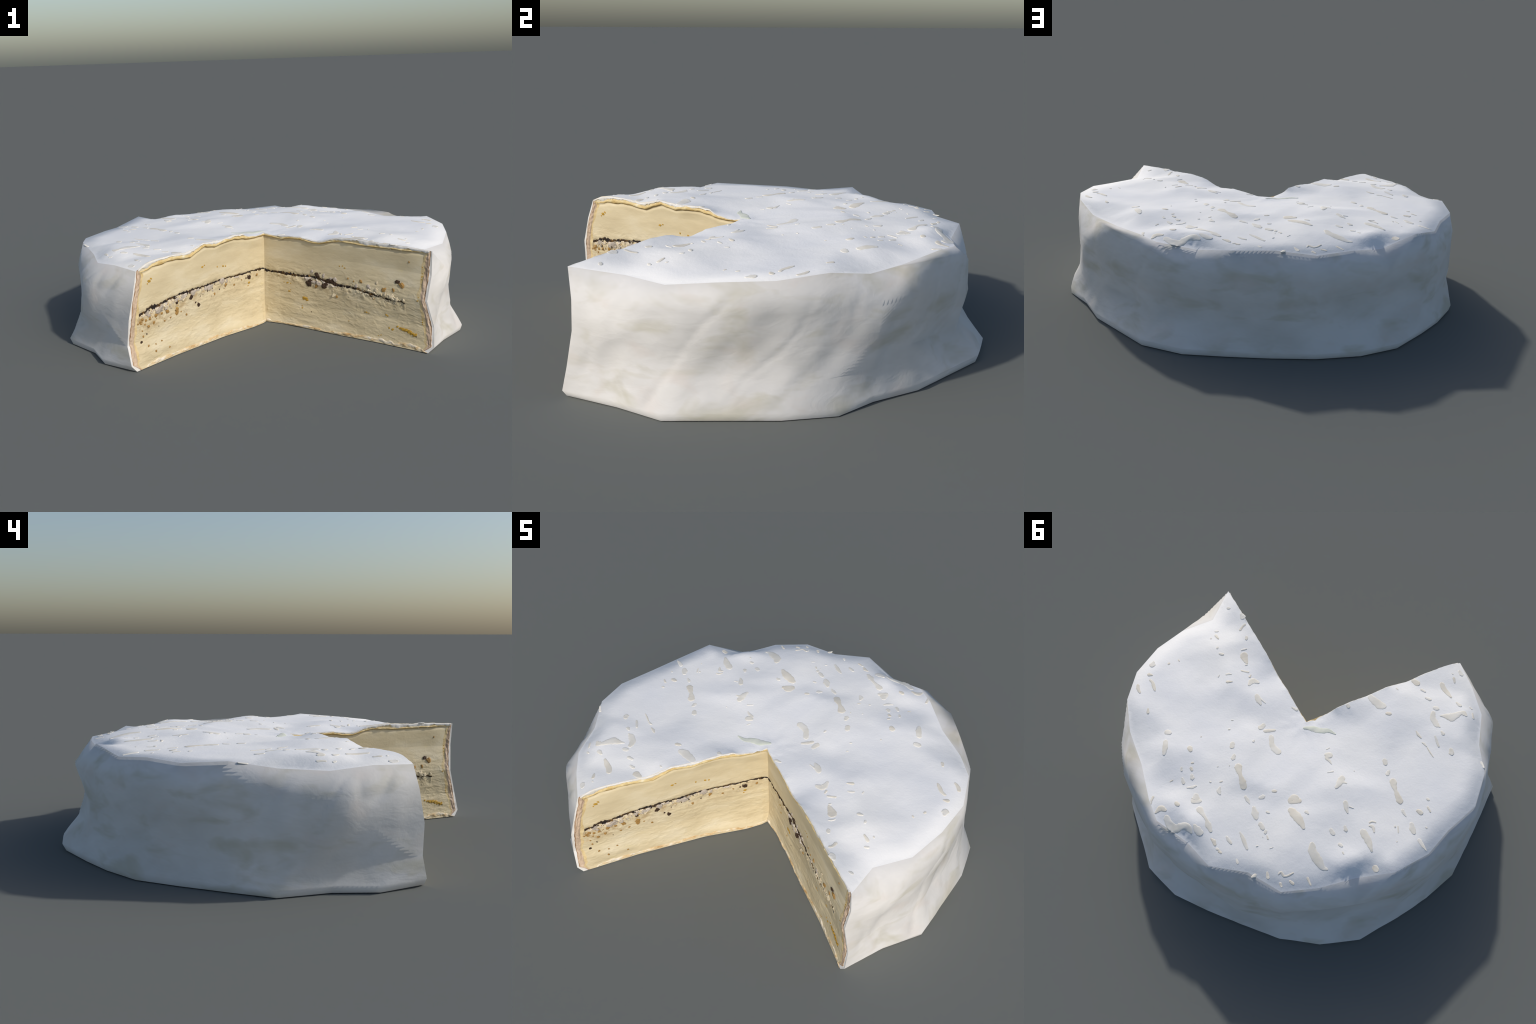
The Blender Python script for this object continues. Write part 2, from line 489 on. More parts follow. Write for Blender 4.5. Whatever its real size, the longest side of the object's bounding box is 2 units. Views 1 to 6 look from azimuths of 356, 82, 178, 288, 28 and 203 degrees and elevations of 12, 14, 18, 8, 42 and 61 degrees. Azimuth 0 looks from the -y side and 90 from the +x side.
pts = pts[inside(pts)]
pts = pts[outline_distance(pts) > 0.009]
allp = np.vstack([loop, pts])
nb = len(loop)
cxy, tri, source = triangulate(allp, nb)
cz = facet_height(cxy)
on_loop = np.array([0 <= s < nb for s in source])
for k, s in enumerate(source):
    if on_loop[k]:
        cxy[k], cz[k] = outline[s, :2], outline[s, 2]
# ease the facets into each other
edge = np.unique(np.sort(np.vstack([tri[:, (0, 1)], tri[:, (1, 2)], tri[:, (2, 0)]]), axis=1), axis=0)
deg = np.bincount(edge.ravel(), minlength=len(cz)).astype(float)
for _ in range(5):
    mean = (np.bincount(edge[:, 0], cz[edge[:, 1]], len(cz)) + np.bincount(edge[:, 1], cz[edge[:, 0]], len(cz))) / deg
    cz = np.where(on_loop, cz, cz * 0.45 + mean * 0.55)
cz = np.where(on_loop, cz, cz + crown_detail(cxy))
crown = np.c_[cxy, cz]
from mathutils.bvhtree import BVHTree
CROWN_TREE = BVHTree.FromPolygons([tuple(map(float, p)) for p in crown], [tuple(map(int, f)) for f in tri])

def crown_height(xy):
    out = []
    for x, y in np.atleast_2d(xy):
        hit = CROWN_TREE.ray_cast(Vector((x, y, 1.0)), Vector((0, 0, -1)))
        if hit[0] is None:
            hit = CROWN_TREE.find_nearest(Vector((x, y, 0.47)))
        out.append(hit[0].z)
    return np.array(out)

cn = area_normals(crown, tri)
# lean the normals outwards near the rim, so that crown and wall shade as one skin
rim_xy = wall[:, -1, :2]
d = np.linalg.norm(cxy[:, None] - rim_xy[None], axis=2)
near, dist = d.argmin(1), d.min(1)
w = (1 - smooth(dist, 0.0, 0.11))[:, None]
cn = unit(cn * (1 - w) + rim_n[near] * w + (cn - crown_up) * w * 0.6)
for k, s in enumerate(source):
    if len(RIM_A) - 1 <= s < len(RIM_A) - 1 + NU:
        cn[k] = rim_n[s - len(RIM_A) + 1]
crown_ob = make("rind_crown", crown, tri, CROWN_MAT, thing, cn)

# base
foot_a = along(np.array(FOOT_CUT_A, float) * MM, 60)
foot_b = along(np.array(FOOT_CUT_B, float) * MM, 60)
base_loop = np.vstack([foot_a[:-1], wall[:, 0, :2], foot_b[:0:-1]])
res = delaunay_2d_cdt([Vector(p) for p in base_loop], [], [list(range(len(base_loop)))], 1, 1e-7)
bx = np.array([tuple(v) for v in res[0]])
make("rind_base", np.c_[bx, np.zeros(len(bx))],
     [f if np.cross(np.r_[bx[f[1]] - bx[f[0]], 0], np.r_[bx[f[2]] - bx[f[0]], 0])[2] < 0 else f[::-1] for f in res[2]],
     WALL_MAT, thing, smooth_shade=False)

# ---------------------------------------------------------------- flakes on the crown
FLAKE_MATS = [patch_material("beige_flake", (0.74, 0.70, 0.61), (0.79, 0.76, 0.69)),
              patch_material("tan_flake", (0.71, 0.655, 0.55), (0.77, 0.725, 0.63)),
              patch_material("green_flake", (0.60, 0.63, 0.54), (0.68, 0.68, 0.60))]
flake_count = 0
PROFILE = [(-1.0, -1.6), (-0.92, 0.5), (-0.76, 1.8), (-0.4, 2.4), (0.0, 2.5), (0.4, 2.4), (0.76, 1.8), (0.92, 0.5), (1.0, -1.6)]

def mould_patch(*v, kind=None):
    """a thin raised flake: knots (x, y, radius) along a spine, in millimetres"""
    global flake_count
    flake_count += 1
    k = np.array(v, float).reshape(-1, 3) * MM
    k[:, 2] *= 1.14
    rng = np.random.default_rng(100 + flake_count)
    if len(k) == 1:
        a = rng.uniform(0, math.pi)
        e = np.array((math.cos(a), math.sin(a), 0)) * k[0, 2] * 0.25
        k = np.vstack([k[0] - e, k[0] + e])
    n = 5 * (len(k) - 1) + 1
    x = np.linspace(0, len(k) - 1, n)
    body = np.stack([np.interp(x, np.arange(len(k)), k[:, c]) for c in range(3)], 1)
    for _ in range(2):
        body[1:-1] = body[1:-1] * 0.5 + (body[:-2] + body[2:]) * 0.25
    t0, t1 = unit(body[0, :2] - body[1, :2]), unit(body[-1, :2] - body[-2, :2])
    rows = []
    for c in (1.0, 0.96, 0.85, 0.65, 0.35):
        rows.append(np.r_[body[0, :2] + t0 * body[0, 2] * c, body[0, 2] * math.sqrt(max(1 - c * c, 0.01)), 1 if c == 1.0 else 0])
    rows += [np.r_[b, 0] for b in body]
    for c in (0.35, 0.65, 0.85, 0.96, 1.0):
        rows.append(np.r_[body[-1, :2] + t1 * body[-1, 2] * c, body[-1, 2] * math.sqrt(max(1 - c * c, 0.01)), 1 if c == 1.0 else 0])
    rows = np.array(rows)
    tan = unit(np.gradient(rows[:, :2], axis=0))
    for _ in range(2):
        tan[1:-1] = unit(tan[:-2] + tan[1:-1] * 2 + tan[2:])
    side = np.stack([-tan[:, 1], tan[:, 0]], 1)
    lift = 0.72 * min(1.0, 0.5 + k[:, 2].max() / 0.012)
    lift *= 0.8 + 0.35 * rng.random()
    verts = []
    for i, r in enumerate(rows):
        for s, h in PROFILE:
            ragged = 1 + 0.16 * noise3(np.array([[r[0] * 140, r[1] * 140, s * 1.3 + flake_count]]), 9)[0]
            verts.append((*(r[:2] + side[i] * s * r[2] * ragged), -1.6 * MM if r[3] else h * MM * lift))
    verts = np.array(verts)
    verts[:, 2] += crown_height(verts[:, :2]) + 0.0004 * noise3(np.c_[verts[:, :2] * 300, verts[:, 2] * 0], 8)
    fs = grid_faces(len(rows), len(PROFILE), True)
    mat = FLAKE_MATS[2] if kind == "green" else FLAKE_MATS[int(rng.random() < 0.35)]
    make("mould_flake", verts, fs, mat, crown_ob)


# ---------------------------------------------------------------- the two cut faces
class Face:
    pass

A_CUT, B_CUT = Face(), Face()
A_CUT.rim, A_CUT.foot, A_CUT.outer = RIM_A, foot_a, CAGE[0]
B_CUT.rim, B_CUT.foot, B_CUT.outer = RIM_B, foot_b, CAGE[-1]
# ash seam: (distance from hinge, height, thickness)
A_CUT.seam_line = [(0, 274, 9), (40, 271, 9), (84, 272, 8), (109, 269, 15), (176, 266, 17), (230, 268, 15), (271, 270, 13),
                   (324, 268, 14), (364, 260, 18), (421, 254, 14), (455, 248, 12), (500, 249, 13), (566, 248, 12), (609, 240, 12),
                   (657, 232, 11), (715, 223, 10), (757, 219, 7), (798, 216, 5), (835, 214, 2)]
B_CUT.seam_line = [(0, 281, 6), (29, 283, 9), (80, 284, 5), (145, 284, 5), (214, 283, 7), (287, 286, 5), (380, 286, 8),
                   (450, 280, 12), (525, 285, 9), (624, 284, 13), (714, 275, 18), (783, 268, 20), (856, 262, 20),
                   (890, 254, 17), (912, 247, 8)]
A_CUT.lip_line = [(0, 464), (66, 457), (109, 454), (182, 463), (235, 463), (299, 451), (351, 451), (419, 469), (464, 474),
                  (530, 471), (611, 467), (705, 468), (797, 466), (892, 467), (945, 463)]
B_CUT.lip_line = [(0, 464), (120, 467), (232, 484), (304, 484), (376, 473), (457, 486), (512, 470), (560, 453), (624, 459),
                  (687, 466), (750, 460), (811, 457), (835, 448), (893, 440)]
A_CUT.stain_reach = ((0.0, 0.15), (0.2, 0.35), (0.5, 0.3), (0.85, 0.1))
B_CUT.stain_reach = ((0.0, 0.2), (0.35, 0.35), (0.7, 0.9), (0.93, 1.0))
A_CUT.seed, B_CUT.seed = 3, 8
A_CUT.swell, B_CUT.swell = SWELL_A, SWELL_B
A_CUT.ledges = [(1, 0.50, 0.84, 0.020, "cream"), (-1, 0.22, 0.46, 0.022, "white"), (-1, 0.60, 0.80, 0.006, "cream")]
B_CUT.ledges = [(-1, 0.36, 0.915, 0.019, "white"), (-1, 0.15, 0.36, 0.008, "white"), (-1, 0.58, 0.91, 0.042, "cream")]
A_CUT.white_reach, B_CUT.white_reach = 0.50, 0.24
A_CUT.lip_half, B_CUT.lip_half = 0.0048, 0.0075

RIND_EDGE = mottled("rind_edge_white", ((0.3, (0.66, 0.63, 0.57)), (0.6, (0.76, 0.745, 0.715))), 12, rough=0.7, bump=0.15)
CRUST = mottled("crust_pink_tan", ((0.28, (0.33, 0.23, 0.15)), (0.45, (0.52, 0.39, 0.28)), (0.7, (0.63, 0.485, 0.35))), 16, (1, 1, 0.5), bump=0.35)
CRUST_SKIN = mottled("crust_brown_skin", ((0.35, (0.17, 0.09, 0.04)), (0.55, (0.36, 0.22, 0.12)), (0.75, (0.52, 0.35, 0.22))), 18, (1, 1, 0.5), bump=0.4)
SCALE = mottled("yellow_scale", ((0.3, (0.56, 0.42, 0.20)), (0.5, (0.68, 0.53, 0.28)), (0.72, (0.72, 0.60, 0.36))), 22, (1, 1, 1.0), bump=0.4)
LIP = mottled("lip_butter", ((0.3, (0.50, 0.34, 0.12)), (0.48, (0.64, 0.48, 0.22)), (0.62, (0.70, 0.57, 0.31)), (0.78, (0.78, 0.70, 0.52))), 20, bump=0.3)
LIP_DARK = mottled("lip_browned", ((0.3, (0.20, 0.12, 0.035)), (0.55, (0.34, 0.225, 0.08)), (0.75, (0.50, 0.37, 0.16))), 24, bump=0.3)
BASE_CRUST = mottled("base_crust_mix", ((0.3, (0.50, 0.31, 0.13)), (0.46, (0.68, 0.52, 0.30)), (0.58, (0.72, 0.63, 0.47)), (0.72, (0.76, 0.72, 0.66))), 19, (1, 1, 1.6), bump=0.45)
ASH = mottled("ash_black", ((0.38, (0.012, 0.009, 0.009)), (0.52, (0.035, 0.021, 0.012)), (0.62, (0.12, 0.065, 0.018)), (0.75, (0.26, 0.15, 0.04))), 42, bump=0.6, dist=0.006, rough=0.8)
CRUMB_MATS = {
    "white": mottled("crumb_mould_white", ((0.27, (0.12, 0.07, 0.04)), (0.38, (0.40, 0.31, 0.23)), (0.5, (0.60, 0.53, 0.45)), (0.68, (0.68, 0.61, 0.53))), 34, bump=0.5),
    "dark": mottled("crumb_dark", ((0.35, (0.018, 0.015, 0.018)), (0.6, (0.09, 0.045, 0.02)), (0.8, (0.24, 0.13, 0.05))), 50, bump=0.6),
    "amber": mottled("crumb_amber", ((0.3, (0.27, 0.13, 0.03)), (0.5, (0.44, 0.25, 0.07)), (0.75, (0.62, 0.42, 0.18))), 40, bump=0.5),
    "fleck": mottled("fleck_orange", ((0.3, (0.44, 0.22, 0.02)), (0.6, (0.58, 0.36, 0.05)), (0.8, (0.60, 0.44, 0.13))), 35, bump=0.4),
    "cream": mottled("crumb_cream", ((0.3, (0.58, 0.46, 0.27)), (0.55, (0.70, 0.60, 0.42)), (0.75, (0.74, 0.68, 0.54))), 30, bump=0.4),
}


HZ = np.array(HINGE, float) * MM

def build_face(f):
    f.hinge = np.array((HINGE_TOP[0], HINGE_TOP[1], 0))
    d = f.rim[-1] - f.rim[0]
    f.dir = unit(np.array((d[0], d[1], 0.0)))
    f.nrm = np.array((f.dir[1], -f.dir[0], 0.0))
    if f.nrm @ np.array((0, -1.0, 0)) < 0:
        f.nrm = -f.nrm
    flip = np.cross(f.dir, (0, 0, 1.0)) @ f.nrm < 0
    outer = f.outer
    tz = outer[:, 2] / outer[-1, 2]
    seam = np.array(f.seam_line, float) * MM

    def coons(s, t):
        T = np.stack([np.interp(s, np.linspace(0, 1, len(f.rim)), f.rim[:, k]) for k in range(3)], 1)
        B = np.stack([np.interp(s, np.linspace(0, 1, len(f.foot)), f.foot[:, k]) for k in range(2)] + [s * 0], 1)
        C = np.stack([np.interp(t, HZ[:, 2] / HZ[-1, 2], HZ[:, k]) for k in range(3)], 1)
        O = np.stack([np.interp(t, tz, outer[:, k]) for k in range(3)], 1)
        s_, t_ = s[:, None], t[:, None]
        corner = (1 - s_) * ((1 - t_) * HINGE_FOOT + t_ * HINGE_TOP) + s_ * ((1 - t_) * outer[0] + t_ * outer[-1])
        return (1 - t_) * B + t_ * T + (1 - s_) * C + s_ * O - corner

    # measured swell: spread what the patch leaves over
    marks = np.array(f.swell, float) * MM
    gs, gt = np.meshgrid(np.linspace(0, 1, 60), np.linspace(0, 1, 40), indexing="ij")
    gp = coons(gs.ravel(), gt.ravel())
    gu, go = (gp - f.hinge) @ f.dir, (gp - f.hinge) @ f.nrm
    left = np.array([o - go[np.argmin((gu - u) ** 2 + (gp[:, 2] - z) ** 2)] for u, z, o in marks])

    def swell(p, from_out, under_rim):
        u = (p - f.hinge) @ f.dir
        w = np.exp(-((u[:, None] - marks[:, 0]) ** 2 + (p[:, 2, None] - marks[:, 1]) ** 2) / (2 * 0.085 ** 2))
        s = (w * left).sum(1) / (w.sum(1) + 0.05)
        return s * smooth(from_out, 0, 0.1) * smooth(u, 0, 0.08) * smooth(p[:, 2], 0, 0.07) * smooth(under_rim, 0, 0.07)

    nt = 170
    t = np.unique(np.r_[np.linspace(0, 1, nt), tz])
    nt = len(t)
    row = np.linalg.norm(coons(t * 0 + 1, t) - coons(t * 0, t), axis=1)
    wob = lambda k, fr: noise3(np.stack([t * fr, t * 0 + k, t * 0 + f.seed], 1), 50)
    taper = smooth(t, 0.0, 0.10) * (1 - 0.75 * smooth(t, 0.9, 1.0))
    w_edge = 0.011 + 0.003 * wob(1, 9) + 0.0018 * wob(2, 30) + 0.016 * (1 - smooth(t, 0.0, 0.09))
    w_edge = w_edge * (1 - 0.5 * smooth(t, 0.88, 1.0))
    w_skin = 0.0035 + 0.0022 * wob(7, 22)
    w_crust = 0.019 * taper + 0.003 + 0.0045 * wob(3, 8) * taper
    w_scale = 0.013 * taper + 0.002 + 0.005 * wob(4, 11) * taper
    cuts = [np.zeros(nt), 1 - (w_edge + w_skin + w_crust + w_scale) / row, 1 - (w_edge + w_skin + w_crust) / row,
            1 - (w_edge + w_skin) / row, 1 - w_edge / row, np.ones(nt)]

    def relief(p, rim_z):
        u = (p - f.hinge) @ f.dir
        z = p[:, 2]
        sz = np.interp(u, seam[:, 0], seam[:, 1])
        st = np.interp(u, seam[:, 0], seam[:, 2], right=0.0)
        g = np.stack([u, z, z * 0 + f.seed], 1)
        flow = np.stack([u * 15 + 0.6 * fbm(g * 6, 61), z * 55, z * 0 + f.seed], 1)
        rough = 1 - 0.8 * smooth(z, 0.28, 0.36)
        h = 0.0010 * fbm(flow, 60 + f.seed, 4, 0.6) * rough
        ridge = 1 - np.abs(fbm(np.stack([u * 17, z * 55 + 1.5 * fbm(g * 9, 66), z * 0 + 3], 1), 67, 2))
        h = h + 0.0008 * smooth(ridge, 0.75, 1.0) * rough
        h = h + 0.004 * fbm(g * 5, 62, 2) * smooth(z, 0.02, 0.08)
        band = np.exp(-((z - sz + 0.012) / 0.028) ** 2) * smooth(st, 0.0005, 0.003)
        h = h + 0.0034 * fbm(g * 38, 63) * band
        h = h - 0.0045 * np.exp(-((z - sz) / (0.004 + 0.35 * st)) ** 2) * smooth(st, 0.0005, 0.003)
        lip = np.interp(u, np.array(f.lip_line)[:, 0] * MM, np.array(f.lip_line)[:, 1] * MM) - f.lip_half
        h = h - 0.0035 * np.exp(-((z - lip + 0.004) / 0.006) ** 2)
        return h

    mats = [paste_material("paste_" + ("a" if f is A_CUT else "b"), f), SCALE, CRUST, CRUST_SKIN, RIND_EDGE]
    names = ["paste", "crust", "crust", "crust", "rind_edge"]
    counts = [330, 10, 14, 5, 7]
    cols = []
    for z in range(5):
        k = np.linspace(0, 1, counts[z])
        cols += [cuts[z] * (1 - x) + cuts[z + 1] * x for x in (k if z == 0 else k[1:])]
    S = np.stack(cols, 0)
    n_s = len(S)
    base = coons(S.ravel(), np.tile(t, n_s))
    u = (base - f.hinge) @ f.dir
    from_out = ((1 - S) * row[None]).ravel()
    rimz = np.interp(S.ravel(), np.linspace(0, 1, len(f.rim)), f.rim[:, 2])
    mask = smooth(from_out, 0.002, 0.02) * smooth(u, 0.0, 0.02) * smooth(base[:, 2], 0.0, 0.012) * smooth(rimz - base[:, 2], 0.0, 0.012)
    h = relief(base, rimz)
    # crust: swollen band with upright ripples
    crust_zone = smooth(from_out, 0.008, 0.014) * (1 - smooth(from_out, 0.03, 0.046))
    g = np.stack([from_out * 120, base[:, 2] * 22, base[:, 2] * 0 + f.seed], 1)
    h = h * (1 - crust_zone * 0.7) + crust_zone * (0.002 + 0.0026 * fbm(g, 70) + 0.0016 * fbm(np.stack([from_out * 60, base[:, 2] * 75, u * 0], 1), 71))
    pos = base + f.nrm * (h * mask + swell(base, from_out, rimz - base[:, 2]))[:, None]
    allf = np.array(grid_faces(n_s, nt, not flip))
    nrm = area_normals(pos, allf)
    if (nrm @ f.nrm).sum() < 0:
        allf = allf[:, ::-1]
        nrm = -nrm
    f.bvh = BVHTree.FromPolygons([tuple(map(float, p)) for p in pos], [tuple(map(int, q)) for q in allf])
    start = 0
    edges = np.cumsum([counts[0]] + [c - 1 for c in counts[1:]])
    f.ob = None
    for z in range(5):
        lo_c, hi_c = (0 if z == 0 else edges[z - 1] - 1), edges[z] - 1
        sel = slice(lo_c * nt, (hi_c + 1) * nt)
        fs = np.array(grid_faces(hi_c - lo_c + 1, nt, False))
        v = pos[sel]
        a = fs[0]
        if np.cross(v[a[1]] - v[a[0]], v[a[2]] - v[a[0]]) @ f.nrm < 0:
            fs = fs[:, ::-1]
        ob = make("cut_face" if z == 0 else names[z], v, fs, mats[z], thing if z == 0 else f.ob, nrm[sel])
        if z == 0:
            f.ob = ob

    def on(u, z):
        o = f.hinge + f.dir * u + np.array((0, 0, z)) + f.nrm * 0.2
        hit = f.bvh.ray_cast(Vector(o), Vector(-f.nrm))
        return None if hit[0] is None else np.array(hit[0])
    f.on = on

def sweep(f, name, us, centre, up, down, depth, mat, seed, rough=0.0, ncross=10, sink=0.003):
    """a rounded bead on a cut face: centre height, reach up and down, and depth along it"""
    verts, rows = [], 0
    for k, u in enumerate(us):
        p = f.on(float(u), float(centre[k]))
        if p is None:
            continue
        rows += 1
        for c in range(ncross):
            a = math.pi * c / (ncross - 1)
            y = math.cos(a)
            dz = y * (up[k] if y > 0 else down[k])
            out = math.sin(a) ** 0.8 * depth[k] - sink
            jit = rough * noise3(np.array([[u * 90, c * 0.8 + seed, dz * 90]]), seed)[0] * math.sin(a)
            verts.append(p * np.array((1, 1, 0)) + np.array((0, 0, centre[k] + dz)) + f.nrm * (out + jit))
    v = np.array(verts)
    fs = np.array(grid_faces(rows, ncross))
    a = fs[len(fs) // 2]
    if np.cross(v[a[1]] - v[a[0]], v[a[2]] - v[a[0]]) @ f.nrm < 0:
        fs = fs[:, ::-1]
    return make(name, v, fs, mat, f.ob)

def dress_face(f):
    rng = np.random.default_rng(f.seed)
    span = float((f.rim[-1] - f.rim[0]) @ f.dir)
    seam = np.array(f.seam_line, float) * MM
    lipl = np.array(f.lip_line, float) * MM
    n1 = lambda x, fr, k: noise3(np.stack([np.asarray(x) * fr, np.asarray(x) * 0 + k, np.asarray(x) * 0 + f.seed], 1), 80)
    rim_u = np.linspace(0, span, len(f.rim))
    # butter-coloured lip under the rim
    us = np.linspace(0.004, lipl[-1, 0], 420)
    c = np.interp(us, lipl[:, 0], lipl[:, 1]) + 0.0012 * n1(us, 28, 1)
    rz = np.interp(us, rim_u, f.rim[:, 2])
    fade = 1 - 0.6 * smooth(us, span - 0.16, span - 0.02)
    half = f.lip_half * (1 + 0.28 * n1(us, 35, 2)) * fade
    up = np.minimum(half * 1.15, rz - c - 0.0015)
    sweep(f, "lip", us, c, up, half, (0.0088 + 0.0022 * n1(us, 40, 3)) * fade, LIP, 91, 0.0012)
    # thin bead coloured dark for the lip's brown edge and the shadow beneath it
    sweep(f, "lip", us, c - half * 0.75, half * 0.3, half * 0.62, (0.0050 + 0.0012 * n1(us, 50, 33)) * fade, LIP_DARK, 95, 0.0008, 8)
    # white rind above it
    us = np.linspace(0.002, span - 0.012, 420)
    c0 = np.interp(us, lipl[:, 0], lipl[:, 1])
    rz = np.interp(us, rim_u, f.rim[:, 2])
    gap = np.maximum(rz - c0, 0.006)
    c = rz - gap * 0.3
    down = gap * (f.white_reach + 0.38 * n1(us, 32, 5) + 0.25 * n1(us, 120, 6))
    sweep(f, "rind_edge", us, c, rz - c - 0.0006, np.maximum(down, -0.1 * gap), 0.0068 + 0.001 * n1(us, 50, 7), RIND_EDGE, 92, 0.0008, 9)
    # crust along the foot
    us = np.linspace(0.004, span - 0.004, 500)
    hgt = 0.013 + 0.006 * n1(us, 9, 8) + 0.005 * n1(us, 38, 9) + 0.008 * smooth(us, 0.3, 0.9)
    hgt = np.maximum(hgt * smooth(span - us, 0.0, 0.05), 0.003)
    sweep(f, "base_crust", us, hgt * 0.5, hgt * 0.5, hgt * 0.5 - 0.0005, 0.0055 + 0.0022 * n1(us, 45, 10), BASE_CRUST, 93, 0.002, 12)
    # ragged mould ledges along the seam
    for side, lo_u, hi_u, reach, mat in f.ledges:
        us = np.linspace(lo_u, hi_u, int(900 * (hi_u - lo_u)) + 20)
        sc = np.interp(us, seam[:, 0], seam[:, 1])
        th = np.interp(us, seam[:, 0], seam[:, 2])
        ends = smooth(us, lo_u, lo_u + 0.05) * (1 - smooth(us, hi_u - 0.05, hi_u))
        far = reach * (0.55 + 0.55 * n1(us, 26, 21) + 0.35 * n1(us, 85, 22) + 0.2 * n1(us, 220, 26)) * ends
        far = np.maximum(far, 0.0006)
        near = th * (0.3 + 0.45 * n1(us, 60, 23))
        c = sc + side * (near + far * 0.5 + 0.001)
        sweep(f, "mould_ledge", us, c, far * 0.55, far * 0.55, 0.0040 + 0.0022 * n1(us, 55, 24) + 0.0012 * n1(us, 150, 25), CRUMB_MATS[mat], 96, 0.0045, 11, 0.0022)
    # ash seam
    us = np.linspace(0.002, seam[-1, 0], 900)
    c = np.interp(us, seam[:, 0], seam[:, 1]) + 0.0026 * n1(us, 42, 11) + 0.0016 * n1(us, 150, 12)
    th = 1.4 * np.interp(us, seam[:, 0], seam[:, 2])
    up = th * (0.5 + 0.34 * n1(us, 95, 13) + 0.20 * n1(us, 260, 14))
    dn = th * (0.5 + 0.50 * n1(us, 60, 15) + 0.28 * n1(us, 180, 16))
    sweep(f, "ash_seam", us, c, np.maximum(up, 0.0004), np.maximum(dn, 0.0004), 0.0050 + 0.0012 * n1(us, 60, 17), ASH, 94, 0.0030, 11, 0.0020)

# crumb shapes, shared by many objects
import bmesh
def crumb_mesh(kind, k):
    bm = bmesh.new()
    bmesh.ops.create_icosphere(bm, subdivisions=3, radius=1.0)
    p = np.array([v.co[:] for v in bm.verts])
    r = 1 + 0.46 * fbm(p * 1.3 + k * 7, 200 + k) + 0.22 * fbm(p * 3.2 + k, 230 + k)
    for v, s in zip(bm.verts, r):
        v.co = v.co * s
    me = bpy.data.meshes.new(f"crumb_{kind}")
    bm.to_mesh(me)
    bm.free()
    me.polygons.foreach_set("use_smooth", [True] * len(me.polygons))
    me.materials.append(CRUMB_MATS[kind])
    return me

CRUMBS = {k: [crumb_mesh(k, 5 * i + j) for j in range(5)] for i, k in enumerate(CRUMB_MATS)}

def crumbs(f, kind, *v, name=None):
    """crumbs (distance from hinge, height, radius) pressed into a cut face, in millimetres"""
    from mathutils import Matrix
    rng = np.random.default_rng(len(v) + f.seed)
    frame = Matrix((f.dir, (0, 0, 1), f.nrm)).transposed()
    for u, z, r in np.array(v, float).reshape(-1, 3) * MM:
        p = f.on(float(u), float(z))
        if p is None:
            continue
        flat = 0.25 if kind == "fleck" else 0.36
        stretch = rng.uniform(1.0, 1.9) if kind == "fleck" else rng.uniform(0.9, 1.7) if kind in ("white", "cream") else rng.uniform(0.85, 1.4)
        ang = rng.uniform(-0.5, 0.5)
        ob = bpy.data.objects.new(name or ("fleck" if kind == "fleck" else "crumb"), CRUMBS[kind][rng.integers(5)])
        bpy.context.scene.collection.objects.link(ob)
        ob.parent = f.ob
        rot = frame.to_4x4() @ Matrix.Rotation(ang, 4, "Z")
        spin = Matrix.Rotation(rng.uniform(0, 6.28), 4, "Z") if kind != "fleck" else Matrix.Identity(4)
        ob.matrix_world = Matrix.Translation(Vector(p + f.nrm * r * (0.16 if kind != "fleck" else 0.1))) @ rot @ Matrix.Diagonal((r * stretch, r / stretch ** 0.5, r * flat, 1)) @ spin

for f in (A_CUT, B_CUT):
    build_face(f)
    dress_face(f)


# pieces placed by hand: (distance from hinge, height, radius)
crumbs(B_CUT, "white", 863, 249, 9.9, 769, 246, 11.7, 797, 242, 9, 664, 263, 11.7, 625, 268, 11.7, 602, 270, 8.1, 549, 270, 10.8, 423, 271, 13.5, 451, 272, 9, 324, 281, 12.6)
crumbs(B_CUT, "white", 288, 273, 7.2, 736, 241, 9.9, 858, 234, 7.2, 397, 248, 4.5)
crumbs(B_CUT, "dark", 848, 252, 5.4, 905, 245, 5.4, 561, 254, 9, 507, 203, 9, 528, 218, 4, 438, 255, 4, 120, 258, 9.9, 403, 262, 4.5, 659, 250, 6.3, 340, 241, 3.1)
crumbs(B_CUT, "dark", 904, 119, 5.4, 868, 150, 3.1, 787, 166, 2.2, 143, 258, 4, 714, 277, 7.2, 491, 240, 2.7)
crumbs(B_CUT, "amber", 728, 223, 9.9, 661, 214, 8.1, 659, 199, 8.1, 805, 223, 8.1, 848, 218, 6.3, 857, 184, 7.2, 593, 173, 5.4, 231, 241, 5, 293, 255, 6.3, 384, 228, 5.4)
crumbs(B_CUT, "amber", 746, 181, 4.5, 705, 187, 4, 820, 192, 5.4, 907, 215, 6.3, 867, 93, 5, 820, 90, 4, 827, 59, 5.4, 778, 94, 4, 730, 51, 3.6, 890, 144, 4)
crumbs(B_CUT, "amber", 896, 171, 4, 920, 209, 3.6, 768, 223, 4.5, 630, 197, 3.6, 58, 258, 6.3, 177, 255, 4, 297, 246, 4.5, 895, 225, 6.3, 872, 215, 5.4, 879, 198, 3.6)
crumbs(B_CUT, "fleck", 837, 391, 6.8, 824, 401, 4, 849, 382, 3.1, 119, 230, 5.9, 126, 214, 3.1, 474, 384, 4.5, 457, 388, 3.1, 358, 361, 3.6, 312, 354, 4.5, 294, 351, 3.6)
crumbs(B_CUT, "fleck", 661, 223, 3.6, 650, 234, 2.2)
crumbs(A_CUT, "white", 295, 262, 9, 306, 244, 9.9, 341, 243, 9, 296, 297, 8.1, 248, 266, 6.3, 365, 286, 9, 439, 275, 9, 410, 277, 6.3, 566, 263, 8.1, 636, 267, 9.9)
